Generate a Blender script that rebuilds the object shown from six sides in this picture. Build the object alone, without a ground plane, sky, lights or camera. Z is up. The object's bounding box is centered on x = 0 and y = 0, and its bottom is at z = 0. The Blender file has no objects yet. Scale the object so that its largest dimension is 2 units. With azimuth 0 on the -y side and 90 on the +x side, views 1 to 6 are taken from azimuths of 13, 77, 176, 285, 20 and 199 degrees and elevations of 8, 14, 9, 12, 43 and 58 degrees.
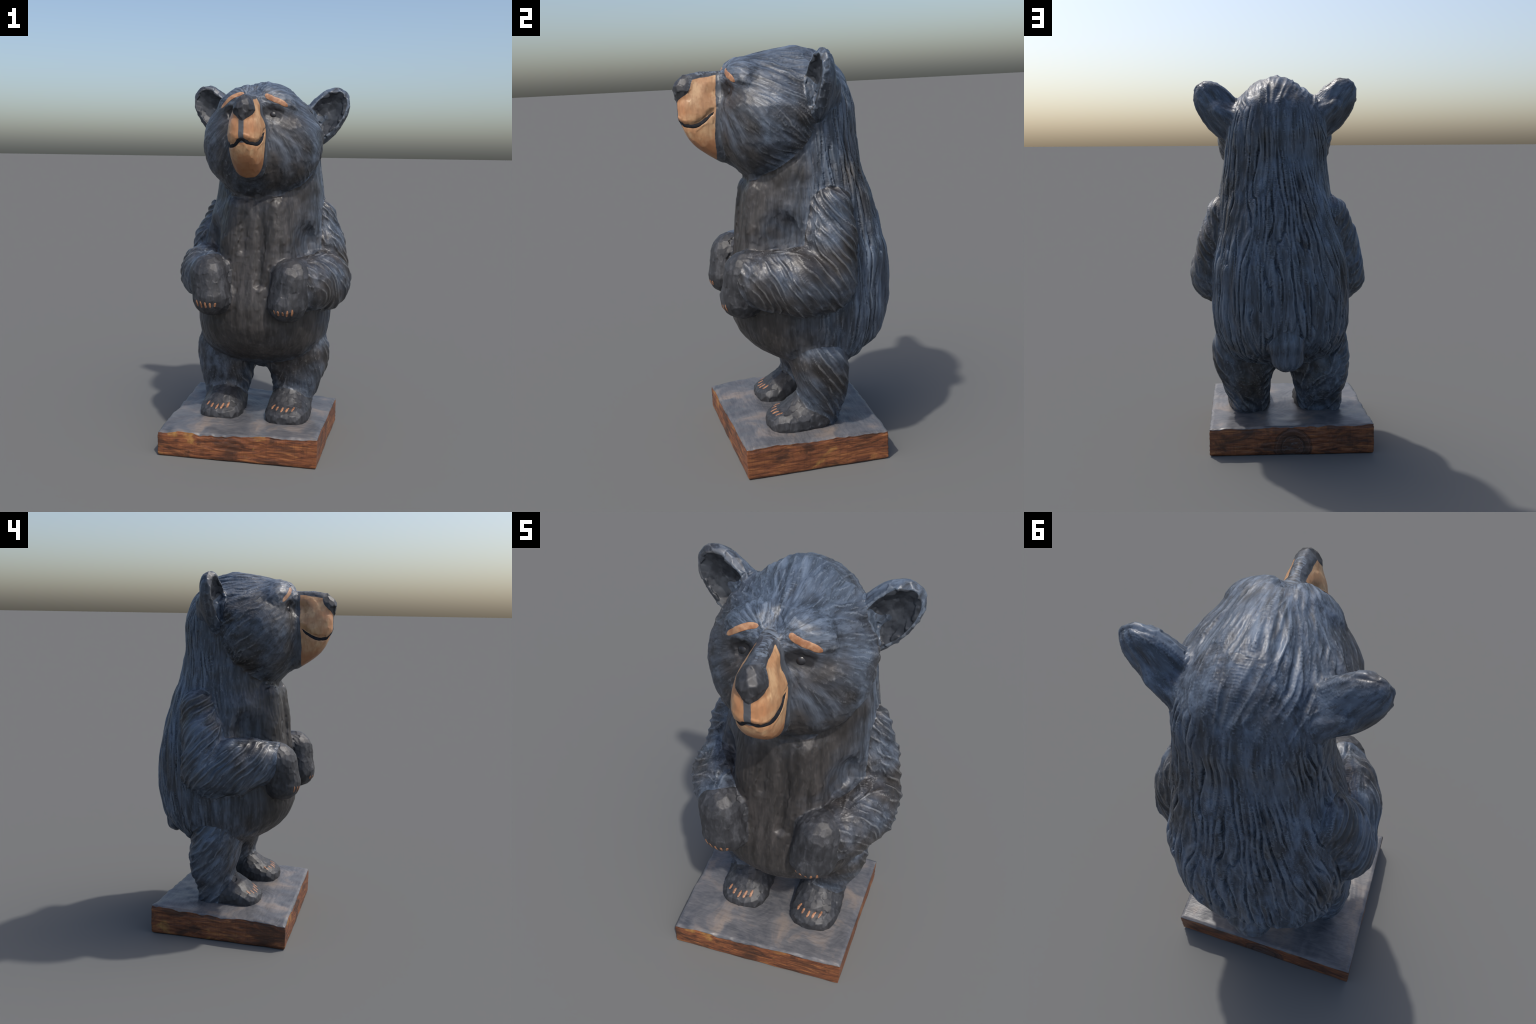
"""A chainsaw-carved wooden bear standing upright on a square wooden base.

The body is described by implicit shapes (lofted profiles, limbs as chains of
round cones, ellipsoids), blended, meshed as one skin, then carved: fur strokes
follow a combing field, smooth areas get knife facets. The skin is finally
separated by region into named parts that share border vertices and normals.
"""
import bpy, math, random
import numpy as np
from mathutils import Vector, kdtree

H = 0.0075                       # grid step of the body field (metres)
LO = np.array([-0.56, -0.58, 0.085])
HI = np.array([0.56, 0.64, 2.05])
N = np.ceil((HI - LO) / H).astype(int) + 1
AX = [(LO[i] + H * np.arange(N[i])).astype(np.float32) for i in range(3)]
rng = np.random.default_rng(11)


# ------------------------------------------------------------------ implicit shapes
def pchip(xs, ys, x):
    """Monotone cubic interpolation through control points."""
    xs = np.asarray(xs, float); ys = np.asarray(ys, float)
    h = np.diff(xs); d = np.diff(ys) / h
    m = np.zeros_like(ys)
    for i in range(1, len(xs) - 1):
        if d[i - 1] * d[i] > 0:
            w1, w2 = 2 * h[i] + h[i - 1], h[i] + 2 * h[i - 1]
            m[i] = (w1 + w2) / (w1 / d[i - 1] + w2 / d[i])
    m[0], m[-1] = d[0], d[-1]
    x = np.clip(x, xs[0], xs[-1])
    k = np.clip(np.searchsorted(xs, x) - 1, 0, len(h) - 1)
    t = (x - xs[k]) / h[k]
    return ((2*t**3 - 3*t**2 + 1) * ys[k] + (t**3 - 2*t**2 + t) * h[k] * m[k]
            + (-2*t**3 + 3*t**2) * ys[k + 1] + (t**3 - t**2) * h[k] * m[k + 1])


class Box:
    """A window of the grid that holds one shape."""
    def __init__(self, lo, hi):
        lo = np.maximum(np.asarray(lo), LO); hi = np.minimum(np.asarray(hi), HI)
        a = np.maximum(np.floor((lo - LO) / H).astype(int), 0)
        b = np.minimum(np.ceil((hi - LO) / H).astype(int) + 1, N)
        self.a, self.b = a, b
        self.sl = tuple(slice(a[i], b[i]) for i in range(3))
        self.X = AX[0][a[0]:b[0]][:, None, None]
        self.Y = AX[1][a[1]:b[1]][None, :, None]
        self.Z = AX[2][a[2]:b[2]][None, None, :]


def as_distance(f):
    gx, gy, gz = np.gradient(f, H)
    g = np.sqrt(gx * gx + gy * gy + gz * gz)
    return f / np.maximum(g, 0.35)


def stack(rows, n=2.3, n_back=None, y_mid=None, yaw=0, pad=0.07):
    """Loft of sections, each a superellipse whose front and back halves have their own fullness.
    rows: (z, x_left, x_right, y_front, y_back). n, n_back: a number or (z, n) pairs."""
    rows = sorted(rows)
    R = np.array(rows)
    box = Box([R[:, 1].min() - pad, R[:, 3].min() - pad, R[0, 0] - pad],
              [R[:, 2].max() + pad, R[:, 4].max() + pad, R[-1, 0] + pad])
    z = box.Z[0, 0]
    xl, xr, yf, yb = (pchip(R[:, 0], R[:, i], z).astype(np.float32) for i in (1, 2, 3, 4))
    over = np.maximum(np.maximum(R[0, 0] - z, z - R[-1, 0]), 0)
    full = lambda e: pchip(*zip(*e), z).astype(np.float32) if isinstance(e, (list, tuple)) else np.full(z.shape, e, np.float32)
    nf, nb = full(n), full(n if n_back is None else n_back)
    cx = (xl + xr) / 2
    cy = yf + (yb - yf) * (0.5 if y_mid is None else y_mid)
    rx, rf, rb = np.maximum((xr - xl) / 2, 0.006), np.maximum(cy - yf, 0.006), np.maximum(yb - cy, 0.006)
    ca, sa = math.cos(math.radians(yaw)), math.sin(math.radians(yaw))
    px, py = box.X - cx, box.Y - cy
    ux = np.abs((px * ca + py * sa) / rx)
    dy = py * ca - px * sa
    f = np.where(dy < 0, (ux ** nf + np.abs(dy / rf) ** nf) ** (1 / nf), (ux ** nb + np.abs(dy / rb) ** nb) ** (1 / nb))
    f = (f - 1) * np.minimum(rx, np.minimum(rf, rb)) + over * 1.5
    return box, as_distance(f.astype(np.float32))


def rot_to(axis_angle):
    ax, ang = axis_angle
    return np.array(__import__("mathutils").Matrix.Rotation(math.radians(ang), 3, ax))


def ellipsoid(c, r, turns=(), n=2.0, pad=0.05):
    c = np.array(c, float); r = np.array(r, float)
    M = np.eye(3)
    for t in turns:
        M = rot_to(t) @ M
    e = np.sqrt((M**2) @ (r**2)) * (1.0 if n <= 2 else 1.25) + pad
    box = Box(c - e, c + e)
    p = [box.X - c[0], box.Y - c[1], box.Z - c[2]]
    q = [sum(M[j, i] * p[j] for j in range(3)) / r[i] for i in range(3)]
    rho = (np.abs(q[0])**n + np.abs(q[1])**n + np.abs(q[2])**n) ** (1 / n)
    return box, as_distance(((rho - 1) * r.min()).astype(np.float32))


def chain(balls, k=0.03, squash=(1, 1, 1), pad=0.06):
    """Limb: round cones through (x, y, z, radius) stations, blended together."""
    B = np.array(balls, float); s = np.array(squash, float)
    lo = (B[:, :3] - B[:, 3:] * s).min(0) - pad; hi = (B[:, :3] + B[:, 3:] * s).max(0) + pad
    box = Box(lo, hi); out = None
    for a, b in zip(B[:-1], B[1:]):
        pa, d = a[:3] / s, (b[:3] - a[:3]) / s
        L = max(d @ d, 1e-9)
        px, py, pz = box.X / s[0] - pa[0], box.Y / s[1] - pa[1], box.Z / s[2] - pa[2]
        t = np.clip((px * d[0] + py * d[1] + pz * d[2]) / L, 0, 1)
        f = np.sqrt((px - t*d[0])**2 + (py - t*d[1])**2 + (pz - t*d[2])**2) - (a[3] + t * (b[3] - a[3]))
        out = f if out is None else smin(out, f, k)
    return box, out.astype(np.float32) * float(s.min())


def smin(a, b, k):
    if np.ndim(k) == 0 and k <= 0:
        return np.minimum(a, b)
    h = np.maximum(k - np.abs(a - b), 0) / k
    return np.minimum(a, b) - h * h * k * 0.25


FIELD = np.full(N, 1.0, np.float32)
PARTS = []                       # (name, side, box, field) for telling the regions apart


def add(name, shape, k=0.02, side=0):
    box, f = shape
    if isinstance(k, tuple):                                      # crisp seam low down, flowing join higher up
        lo, hi, z0, z1 = k
        k = lo + (hi - lo) * np.clip((box.Z - z0) / (z1 - z0), 0, 1)
    FIELD[box.sl] = smin(FIELD[box.sl], f, k)
    PARTS.append((name, side, box, f))


HOLLOWS = []


def cut(shape, k=0.01, side=0):
    box, f = shape
    if side:
        HOLLOWS.append((side, box, f))
    FIELD[box.sl] = -smin(-FIELD[box.sl], f, k)


# ------------------------------------------------------------------ the body
# ears: cupped leaves, thick at the root
EAR = {1: ((0.312, 0.112, 1.812), 37), -1: ((-0.278, 0.112, 1.828), -38)}
for s in (-1, 1):
    (ex, ey, ez), lean = EAR[s]
    add("ear", ellipsoid((ex, ey, ez), (0.104, 0.060, 0.182), [("Y", lean)], n=2.1), 0.02, s)
    cut(ellipsoid((ex + s * 0.030, ey - 0.066, ez + 0.024), (0.086, 0.064, 0.152), [("Y", lean)], n=2.1), 0.006, s)

# torso, neck and the mane that runs up the back of the head: broad flat back, keeled chest
add("torso", stack([
    (0.418, -0.10, 0.10, 0.07, 0.15), (0.432, -0.19, 0.18, 0.05, 0.180), (0.46, -0.256, 0.250, -0.022, 0.238),
    (0.51, -0.304, 0.302, -0.126, 0.338), (0.57, -0.338, 0.338, -0.215, 0.418), (0.64, -0.357, 0.357, -0.266, 0.468),
    (0.72, -0.366, 0.366, -0.290, 0.490), (0.80, -0.370, 0.369, -0.290, 0.496), (0.88, -0.370, 0.369, -0.278, 0.495),
    (1.00, -0.358, 0.364, -0.250, 0.484), (1.12, -0.335, 0.348, -0.228, 0.457), (1.24, -0.308, 0.333, -0.217, 0.428),
    (1.32, -0.290, 0.325, -0.200, 0.410), (1.40, -0.270, 0.316, -0.172, 0.382), (1.50, -0.258, 0.302, -0.13, 0.357),
    (1.60, -0.252, 0.289, -0.10, 0.342), (1.70, -0.250, 0.272, -0.06, 0.343), (1.78, -0.226, 0.247, -0.05, 0.328),
    (1.85, -0.186, 0.218, -0.05, 0.308), (1.91, -0.134, 0.172, -0.05, 0.267), (1.945, -0.092, 0.132, -0.05, 0.233),
    (1.97, -0.060, 0.085, -0.02, 0.190), (1.982, -0.035, 0.05, 0.03, 0.160), (1.988, -0.01, 0.02, 0.07, 0.12)],
    n=[(0.4, 2.0), (0.85, 2.05), (1.0, 1.95), (1.2, 1.9), (1.35, 1.9), (1.5, 2.1), (2.0, 2.1)],
    n_back=[(0.4, 2.1), (0.6, 2.5), (0.9, 2.75), (1.1, 2.9), (1.4, 2.6), (1.8, 2.5), (2.0, 2.2)], y_mid=0.5), 0.02)

# the face ball
add("head", stack([
    (1.395, -0.04, 0.06, -0.175, -0.07), (1.41, -0.115, 0.135, -0.195, -0.03), (1.44, -0.174, 0.200, -0.225, 0.03),
    (1.48, -0.218, 0.250, -0.260, 0.08), (1.53, -0.262, 0.289, -0.286, 0.115), (1.60, -0.294, 0.323, -0.302, 0.15),
    (1.67, -0.306, 0.332, -0.306, 0.17), (1.73, -0.300, 0.326, -0.302, 0.18), (1.79, -0.288, 0.296, -0.292, 0.215),
    (1.85, -0.248, 0.252, -0.280, 0.255), (1.895, -0.194, 0.210, -0.262, 0.245), (1.928, -0.148, 0.166, -0.238, 0.222),
    (1.950, -0.114, 0.136, -0.195, 0.198), (1.972, -0.076, 0.098, -0.12, 0.168), (1.985, -0.042, 0.06, -0.05, 0.138),
    (1.991, -0.012, 0.03, 0.0, 0.115)], n=2.15, n_back=2.3, y_mid=0.55, yaw=5), (0.022, 0.035, 1.66, 1.82))
for s in (-1, 1):
    add("head", ellipsoid((0.008 + s * 0.100, -0.195, 1.884), (0.100, 0.062, 0.056), [("Y", s * 22)]), 0.05)

# chest parting and armpit hollows
for x0, dy in ((-0.105, 0.004), (0.125, 0.0)):                    # breast folds
    add("torso", chain([(x0 * 0.85, -0.150 + dy, 1.33, 0.055), (x0, -0.158 + dy, 1.16, 0.072), (x0 * 0.95, -0.170 + dy, 1.0, 0.066)], 0.0), 0.06)
cut(chain([(0.040, -0.222, 1.34, 0.010), (0.050, -0.238, 1.15, 0.017), (0.045, -0.262, 0.95, 0.014)], 0.0), 0.03)
cut(chain([(-0.045, -0.222, 1.30, 0.008), (-0.050, -0.238, 1.12, 0.011)], 0.0), 0.03)
for s in (-1, 1):                                                 # deep hollows between breast and arm
    cut(ellipsoid((s * 0.268 + 0.008, -0.105, 1.145), (0.050, 0.100, 0.100), [("X", -12)]), 0.06)

# arms
UPPER = {1: [(0.292, 0.145, 1.262, 0.106), (0.322, 0.138, 1.12, 0.118), (0.355, 0.122, 0.945, 0.124)],
         -1: [(-0.264, 0.198, 1.262, 0.103), (-0.301, 0.160, 1.12, 0.119), (-0.338, 0.144, 0.925, 0.127)]}
FORE = {1: [(0.360, 0.09, 0.928, 0.140), (0.352, 0.00, 0.940, 0.155), (0.302, -0.140, 0.944, 0.138), (0.230, -0.230, 0.965, 0.108)],
        -1: [(-0.336, 0.09, 0.922, 0.138), (-0.318, -0.02, 0.960, 0.148), (-0.284, -0.12, 0.985, 0.126), (-0.230, -0.212, 0.990, 0.100)]}
PAW = {1: [(0.218, -0.248, 0.980, 0.100), (0.200, -0.270, 0.855, 0.102)],
       -1: [(-0.216, -0.245, 0.980, 0.104), (-0.200, -0.264, 0.872, 0.104)]}
for s in (-1, 1):
    add("arm", chain(UPPER[s], 0.03), 0.022, s)
    add("arm", chain(FORE[s], 0.03, (0.86, 1, 1)), 0.022, s)
    add("paw", chain(PAW[s], 0.03), 0.03, s)

# legs and feet
add("leg", stack([(0.13, 0.095, 0.245, 0.05, 0.170), (0.17, 0.080, 0.262, 0.025, 0.185), (0.24, 0.064, 0.292, 0.008, 0.202),
                  (0.30, 0.058, 0.318, -0.002, 0.216), (0.37, 0.044, 0.348, -0.020, 0.226), (0.45, 0.0, 0.372, -0.040, 0.228),
                  (0.53, -0.01, 0.378, -0.060, 0.222), (0.59, 0.06, 0.362, -0.05, 0.21), (0.65, 0.14, 0.33, 0.0, 0.19)], n=2.2, n_back=2.8), 0.016, 1)
add("leg", stack([(0.12, -0.330, -0.125, 0.05, 0.175), (0.17, -0.343, -0.112, 0.030, 0.198), (0.24, -0.350, -0.090, 0.018, 0.216),
                  (0.30, -0.363, -0.078, 0.010, 0.234), (0.37, -0.380, -0.060, -0.010, 0.246), (0.45, -0.386, -0.028, -0.028, 0.250),
                  (0.53, -0.386, 0.0, -0.045, 0.242), (0.59, -0.366, -0.06, -0.03, 0.228), (0.65, -0.34, -0.14, 0.0, 0.20)], n=2.2, n_back=3.0), 0.016, -1)
for s, cx, cy, cz, ry in ((1, 0.175, -0.012, 0.190, 0.165), (-1, -0.204, 0.004, 0.174, 0.160)):
    add("foot", ellipsoid((cx, cy, cz), (0.122, ry, 0.072), [("X", 10)], n=3.0), 0.026, s)
    add("foot", ellipsoid((cx - s * 0.01, 0.01, cz + 0.062), (0.085, 0.085, 0.058), [("X", 22)]), 0.05, s)

add("tail", chain([(-0.012, 0.435, 0.76, 0.046), (-0.012, 0.436, 0.63, 0.064), (-0.016, 0.428, 0.535, 0.062)], 0.03, (1.40, 0.95, 1)), 0.010)

for s in (-1, 1):                                                 # thick roots of the ears
    (ex, ey, ez), lean = EAR[s]
    add("ear", chain([(ex - s * 0.09, ey + 0.056, ez - 0.05, 0.066), (ex + s * 0.01, ey + 0.050, ez + 0.00, 0.044)], 0.0), 0.035, s)

# muzzle, nose with its long bridge
add("muzzle", stack([(1.480, -0.035, 0.035, -0.30, -0.12), (1.505, -0.062, 0.062, -0.340, -0.12), (1.545, -0.078, 0.074, -0.395, -0.12),
                     (1.58, -0.084, 0.080, -0.430, -0.12), (1.62, -0.088, 0.082, -0.455, -0.12), (1.655, -0.090, 0.083, -0.470, -0.12),
                     (1.70, -0.094, 0.085, -0.488, -0.12), (1.745, -0.090, 0.082, -0.488, -0.12), (1.79, -0.080, 0.074, -0.478, -0.12),
                     (1.83, -0.064, 0.062, -0.468, -0.12), (1.865, -0.042, 0.045, -0.455, -0.12), (1.890, -0.024, 0.029, -0.43, -0.12)], n=2.7), 0.035)
add("nose", chain([(0.004, -0.25, 1.894, 0.020), (0.007, -0.37, 1.882, 0.018), (0.008, -0.440, 1.862, 0.021)], 0.02), 0.01)
add("nose", stack([(1.768, -0.008, 0.018, -0.486, -0.41), (1.785, -0.024, 0.034, -0.494, -0.41), (1.808, -0.042, 0.050, -0.500, -0.40),
                   (1.832, -0.046, 0.054, -0.501, -0.40), (1.852, -0.038, 0.046, -0.494, -0.39), (1.870, -0.026, 0.036, -0.478, -0.38),
                   (1.882, -0.014, 0.026, -0.455, -0.37)], n=2.0), 0.02)
for s in (-1, 1):
    cut(ellipsoid((0.006 + s * 0.032, -0.500, 1.806), (0.018, 0.016, 0.015)), 0.012)
    # shallow eye sockets under the brows
    cut(ellipsoid((0.006 + s * 0.110, -0.314, 1.814), (0.058, 0.052, 0.040), [("Y", s * 18)]), 0.03)
# parting between the brows
cut(ellipsoid((0.008, -0.285, 1.957), (0.028, 0.085, 0.040)), 0.04)
# mouth groove: drops from each corner, rises to the middle
MOUTH = [(-0.092, -0.333, 1.704), (-0.091, -0.375, 1.672), (-0.076, -0.43, 1.648), (-0.040, -0.468, 1.652), (0.0, -0.486, 1.678),
         (0.042, -0.468, 1.660), (0.070, -0.43, 1.660), (0.084, -0.375, 1.688), (0.084, -0.333, 1.722)]
cut(chain([(x, y - 0.004, z, 0.012) for x, y, z in MOUTH], 0.0), 0.006)


# ------------------------------------------------------------------ skin: dual mesh of the field
def surface_net(F):
    S = F < 0
    c = [S[i:S.shape[0]-1+i, j:S.shape[1]-1+j, k:S.shape[2]-1+k] for i in (0, 1) for j in (0, 1) for k in (0, 1)]
    total = sum(a.astype(np.int8) for a in c)
    cells = np.argwhere((total > 0) & (total < 8))
    index = np.full([n - 1 for n in F.shape], -1, np.int64)
    index[tuple(cells.T)] = np.arange(len(cells))
    acc = np.zeros((len(cells), 3)); cnt = np.zeros(len(cells))
    off = [np.array(o) for o in np.ndindex(2, 2, 2)]
    for a in off:
        for ax in range(3):
            if a[ax] == 0:
                b = a.copy(); b[ax] = 1
                fa, fb = F[tuple((cells + a).T)], F[tuple((cells + b).T)]
                m = (fa < 0) != (fb < 0)
                t = np.where(m, fa / np.where(m, fa - fb, 1), 0)
                p = np.repeat(a[None].astype(float), len(cells), 0); p[:, ax] += t
                acc += np.where(m[:, None], p, 0); cnt += m
    V = LO + H * (cells + acc / cnt[:, None])
    quads = []
    for ax in range(3):
        u, v = (ax + 1) % 3, (ax + 2) % 3
        sl0 = [slice(1, -1)] * 3; sl0[ax] = slice(0, -1)
        sl1 = list(sl0); sl1[ax] = slice(1, None)
        A, B = S[tuple(sl0)], S[tuple(sl1)]
        e = np.argwhere(A != B)
        if not len(e):
            continue
        inside_first = A[tuple(e.T)]
        base = e + np.array([0 if i == ax else 1 for i in range(3)])
        q = []
        for du, dv in ((-1, -1), (0, -1), (0, 0), (-1, 0)):
            k = base.copy(); k[:, u] += du; k[:, v] += dv
            q.append(index[tuple(k.T)])
        q = np.stack(q, 1)
        q[~inside_first] = q[~inside_first][:, ::-1]
        quads.append(q)
    return V, np.concatenate(quads)


def largest_piece(V, Q):
    lab = np.arange(len(V))
    while True:
        m = lab[Q].min(1)
        new = lab.copy()
        for i in range(4):
            np.minimum.at(new, Q[:, i], m)
        new = new[new]
        if (new == lab).all():
            break
        lab = new
    ids, n = np.unique(lab, return_counts=True)
    keep = lab == ids[n.argmax()]
    remap = np.cumsum(keep) - 1
    return V[keep], remap[Q[keep[Q].all(1)]]


def mesh_from(name, V, Q):
    me = bpy.data.meshes.new(name)
    k = Q.shape[1]
    me.vertices.add(len(V)); me.vertices.foreach_set("co", np.asarray(V, np.float32).ravel())
    me.loops.add(Q.size); me.loops.foreach_set("vertex_index", Q.astype(np.int32).ravel())
    me.polygons.add(len(Q)); me.polygons.foreach_set("loop_start", np.arange(0, Q.size, k, dtype=np.int32))
    me.update(calc_edges=True); me.validate()
    me.polygons.foreach_set("use_smooth", np.ones(len(me.polygons), bool))
    return me


def coords(me):
    a = np.empty(len(me.vertices) * 3, np.float32); me.vertices.foreach_get("co", a); return a.reshape(-1, 3).astype(float)


def vnormals(me):
    a = np.empty(len(me.vertices) * 3, np.float32); me.vertex_normals.foreach_get("vector", a); return a.reshape(-1, 3).astype(float)


def link(o, parent=None):
    bpy.context.scene.collection.objects.link(o)
    o.parent = parent
    return o


FIELD[[0, -1]] = 1; FIELD[:, [0, -1]] = 1; FIELD[:, :, [0, -1]] = 1
V, Q = surface_net(FIELD)
V, Q = largest_piece(V, Q)
rough = mesh_from("rough_skin", V, Q)
tmp = link(bpy.data.objects.new("rough_skin", rough))
m = tmp.modifiers.new("s", "SUBSURF"); m.levels = 1
skin = bpy.data.meshes.new_from_object(tmp.evaluated_get(bpy.context.evaluated_depsgraph_get()))
bpy.data.objects.remove(tmp); bpy.data.meshes.remove(rough)
P = coords(skin); NRM = vnormals(skin)
QUADS = np.empty(len(skin.loops), np.int32); skin.loops.foreach_get("vertex_index", QUADS); QUADS = QUADS.reshape(-1, 4)


# ------------------------------------------------------------------ regions
def tri_sample(A, lo_index, pts):
    g = (pts - LO) / H - lo_index
    g = np.clip(g, 0, np.array(A.shape) - 1.001)
    i = g.astype(int); t = g - i
    out = 0
    for o in np.ndindex(2, 2, 2):
        w = np.prod([t[:, k] if o[k] else 1 - t[:, k] for k in range(3)], 0)
        out = out + w * A[i[:, 0] + o[0], i[:, 1] + o[1], i[:, 2] + o[2]]
    return out


KEYS = []
best = np.full(len(P), 9.0); LABEL = np.zeros(len(P), int)
for name, side, box, f in PARTS:
    if (name, side) not in KEYS:
        KEYS.append((name, side))
    lo, hi = LO + H * box.a, LO + H * (box.b - 1)
    inside = ((P >= lo) & (P <= hi)).all(1)
    d = np.full(len(P), 9.0)
    d[inside] = tri_sample(f, box.a, P[inside])
    if name == "muzzle":
        d[P[:, 1] > -0.285] += 1
    win = d < best
    best[win] = d[win]; LABEL[win] = KEYS.index((name, side))


for side, box, f in HOLLOWS:                                       # the dark cup of each ear is a part of its own
    KEYS.append(("inner_ear", side))
    lo, hi = LO + H * box.a, LO + H * (box.b - 1)
    idx = np.flatnonzero(((P >= lo) & (P <= hi)).all(1) & (LABEL == KEYS.index(("ear", side))))
    hit = np.abs(tri_sample(f, box.a, P[idx])) < 0.004
    LABEL[idx[hit & (NRM[idx, 1] < 0.3)]] = len(KEYS) - 1


def is_part(*names):
    return np.isin(LABEL, [i for i, k in enumerate(KEYS) if k[0] in names])


# ------------------------------------------------------------------ carving
NOISE = rng.random((96, 96, 96)).astype(np.float32) * 2 - 1


def vnoise(p, cell):
    g = p / cell
    i = np.floor(g).astype(int); t = g - i
    t = t * t * (3 - 2 * t)
    out = 0
    for o in np.ndindex(2, 2, 2):
        w = np.prod([t[:, k] if o[k] else 1 - t[:, k] for k in range(3)], 0)
        out = out + w * NOISE[(i[:, 0] + o[0]) % 96, (i[:, 1] + o[1]) % 96, (i[:, 2] + o[2]) % 96]
    return out


def dense(a, n=5):
    """Upsample a wrapping noise block n times, so that one lookup is enough."""
    for ax in range(3):
        b = np.roll(a, -1, ax); parts = []
        for k in range(n):
            t = k / n; t = t * t * (3 - 2 * t)
            parts.append(a * (1 - t) + b * t)
        a = np.stack(parts, ax + 1).reshape([d * (n if i == ax else 1) for i, d in enumerate(a.shape)])
    return a


FINE_NOISE = dense(NOISE[:56, :56, :56])


def quick_noise(p, cell):
    i = np.rint(p * (5 / cell)).astype(np.int32) % FINE_NOISE.shape[0]
    return FINE_NOISE[i[:, 0], i[:, 1], i[:, 2]]


def unit(v):
    return v / np.maximum(np.linalg.norm(v, axis=1, keepdims=True), 1e-9)


IS = {n: is_part(n) for n in ("torso", "head", "arm", "paw", "leg", "foot", "tail", "ear", "inner_ear", "muzzle", "nose")}
SIDE = np.sign(P[:, 0])


def comb(p):
    """Direction in which the carved fur lies, by region."""
    x, y, z = p.T
    back = np.clip((y - 0.02) / 0.12, 0, 1)
    d = np.stack([np.where(x < -0.02, -0.33, 0.06) * np.clip((1.75 - z) * 2, 0, 1), np.zeros_like(x), -np.ones_like(x)], 1)
    low = np.clip((0.95 - z) / 0.3, 0, 1)                         # fur draws in towards the tail
    d[:, 0] = d[:, 0] * (1 - low) + low * np.where(x > 0, -0.15, 0.05)
    front = np.stack([np.where(x > 0.03, -0.45, -0.05) * np.clip((z - 0.8) * 3, 0, 1) + 0.1 * x * (z < 0.8), 0 * x, -np.ones_like(x)], 1)
    d = d * back[:, None] + front * (1 - back[:, None])
    h = p - np.array([0.008, -0.33, 1.90])                        # face: combed away from the bridge of the nose
    up = np.clip((z - 1.80) / 0.1, 0, 1) * np.clip((y + 0.05) / 0.2, 0, 1)
    d = np.where(IS["head"][:, None], unit(h) * (1 - 0.6 * up[:, None]) + np.array([0, 0.5, -0.4]) * up[:, None], d)
    crown = IS["torso"] & (z > 1.72)
    cr = np.clip((z - 1.72) / 0.12, 0, 1)[:, None]
    d = np.where(crown[:, None], unit(h) * cr + d * (1 - cr), d)
    a = np.stack([0 * x, np.where(SIDE > 0, 0.50, 0.62), -np.ones_like(x) * 0.8], 1)
    fore = np.clip((0.05 - y) / 0.15, 0, 1) * np.clip((1.1 - z) / 0.1, 0, 1)
    a[:, 1] += 0.22 * fore * (SIDE < 0)
    d = np.where(IS["arm"][:, None], a, d)
    wr = np.stack([0.1 * x, -0.35 + 0 * x, -np.ones_like(x)], 1)
    d = np.where(IS["paw"][:, None], wr, d)
    lg = np.stack([-0.45 * np.sign(x) * np.clip((y - 0.1) / 0.1, 0, 1), 0.55 + 0 * x, -0.85 + 0 * x], 1)
    d = np.where(IS["leg"][:, None], lg, d)
    d = np.where(IS["foot"][:, None], np.array([0, -1.0, -0.3]), d)
    er = np.stack([0.6 * np.sign(x), 0.1 + 0 * x, 0.75 + 0 * x], 1)
    d = np.where(IS["ear"][:, None], er, d)
    return d


def field_normal(p):
    i = np.clip(np.rint((p - LO) / H).astype(int), 1, N - 2)
    a, b, c = i.T
    return unit(np.stack([FIELD[a+1, b, c] - FIELD[a-1, b, c], FIELD[a, b+1, c] - FIELD[a, b-1, c], FIELD[a, b, c+1] - FIELD[a, b, c-1]], 1)), FIELD[a, b, c]


def strokes(cells, length, step=0.010):
    """Noise smeared along the combing field: long irregular gouge strokes."""
    K = int(length / step)
    total = [0 for _ in cells]; wsum = 0
    jitter = vnoise(P, 0.09) * 0.35
    for sgn in (1, -1):
        p = P.copy()
        for k in range(K + 1):
            if k or sgn == 1:
                w = math.cos(0.5 * math.pi * k / (K + 1))
                for c, cell in enumerate(cells):
                    total[c] = total[c] + w * quick_noise(p + 3.7 * (c + 1), cell)
                wsum += w
            n, f = field_normal(p)
            d = comb(p)
            d = d - n * (d * n).sum(1, keepdims=True)
            d = unit(d)
            s = np.cross(n, d)
            d = unit(d + s * jitter[:, None])
            p = p + d * (sgn * step)
            p -= n * np.clip(f, -0.004, 0.004)[:, None]
    return [t / wsum for t in total]


coarse, wide = strokes([0.020, 0.042], 0.14)
norm = lambda a: a / a.std()
coarse, wide = norm(coarse), norm(wide)
lean = np.where(SIDE > 0, 0.55, 0.72)
across = (0.8 * P[:, 1] + lean * P[:, 2]) / np.hypot(0.8, lean)
phase = across / 0.037 + 0.9 * vnoise(P + 2, 0.16) + 0.22 * vnoise(P, 0.06) + 0.06 * wide
scallop = (2 * (phase - np.floor(phase)) - 1) ** 2                # rows of round gouge cuts with sharp crests between
flank = np.clip((np.abs(NRM[:, 0]) - 0.25) / 0.35, 0, 1)
gouge = flank * (scallop - 0.45) * (1.0 + 0.6 * np.clip(coarse, -1.5, 1)) + (1 - 0.6 * flank) * (0.8 - np.abs(wide)) + 0.12 * coarse
crest = 0.75 - np.abs(coarse)                       # irregular strokes with sharp crests
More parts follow.
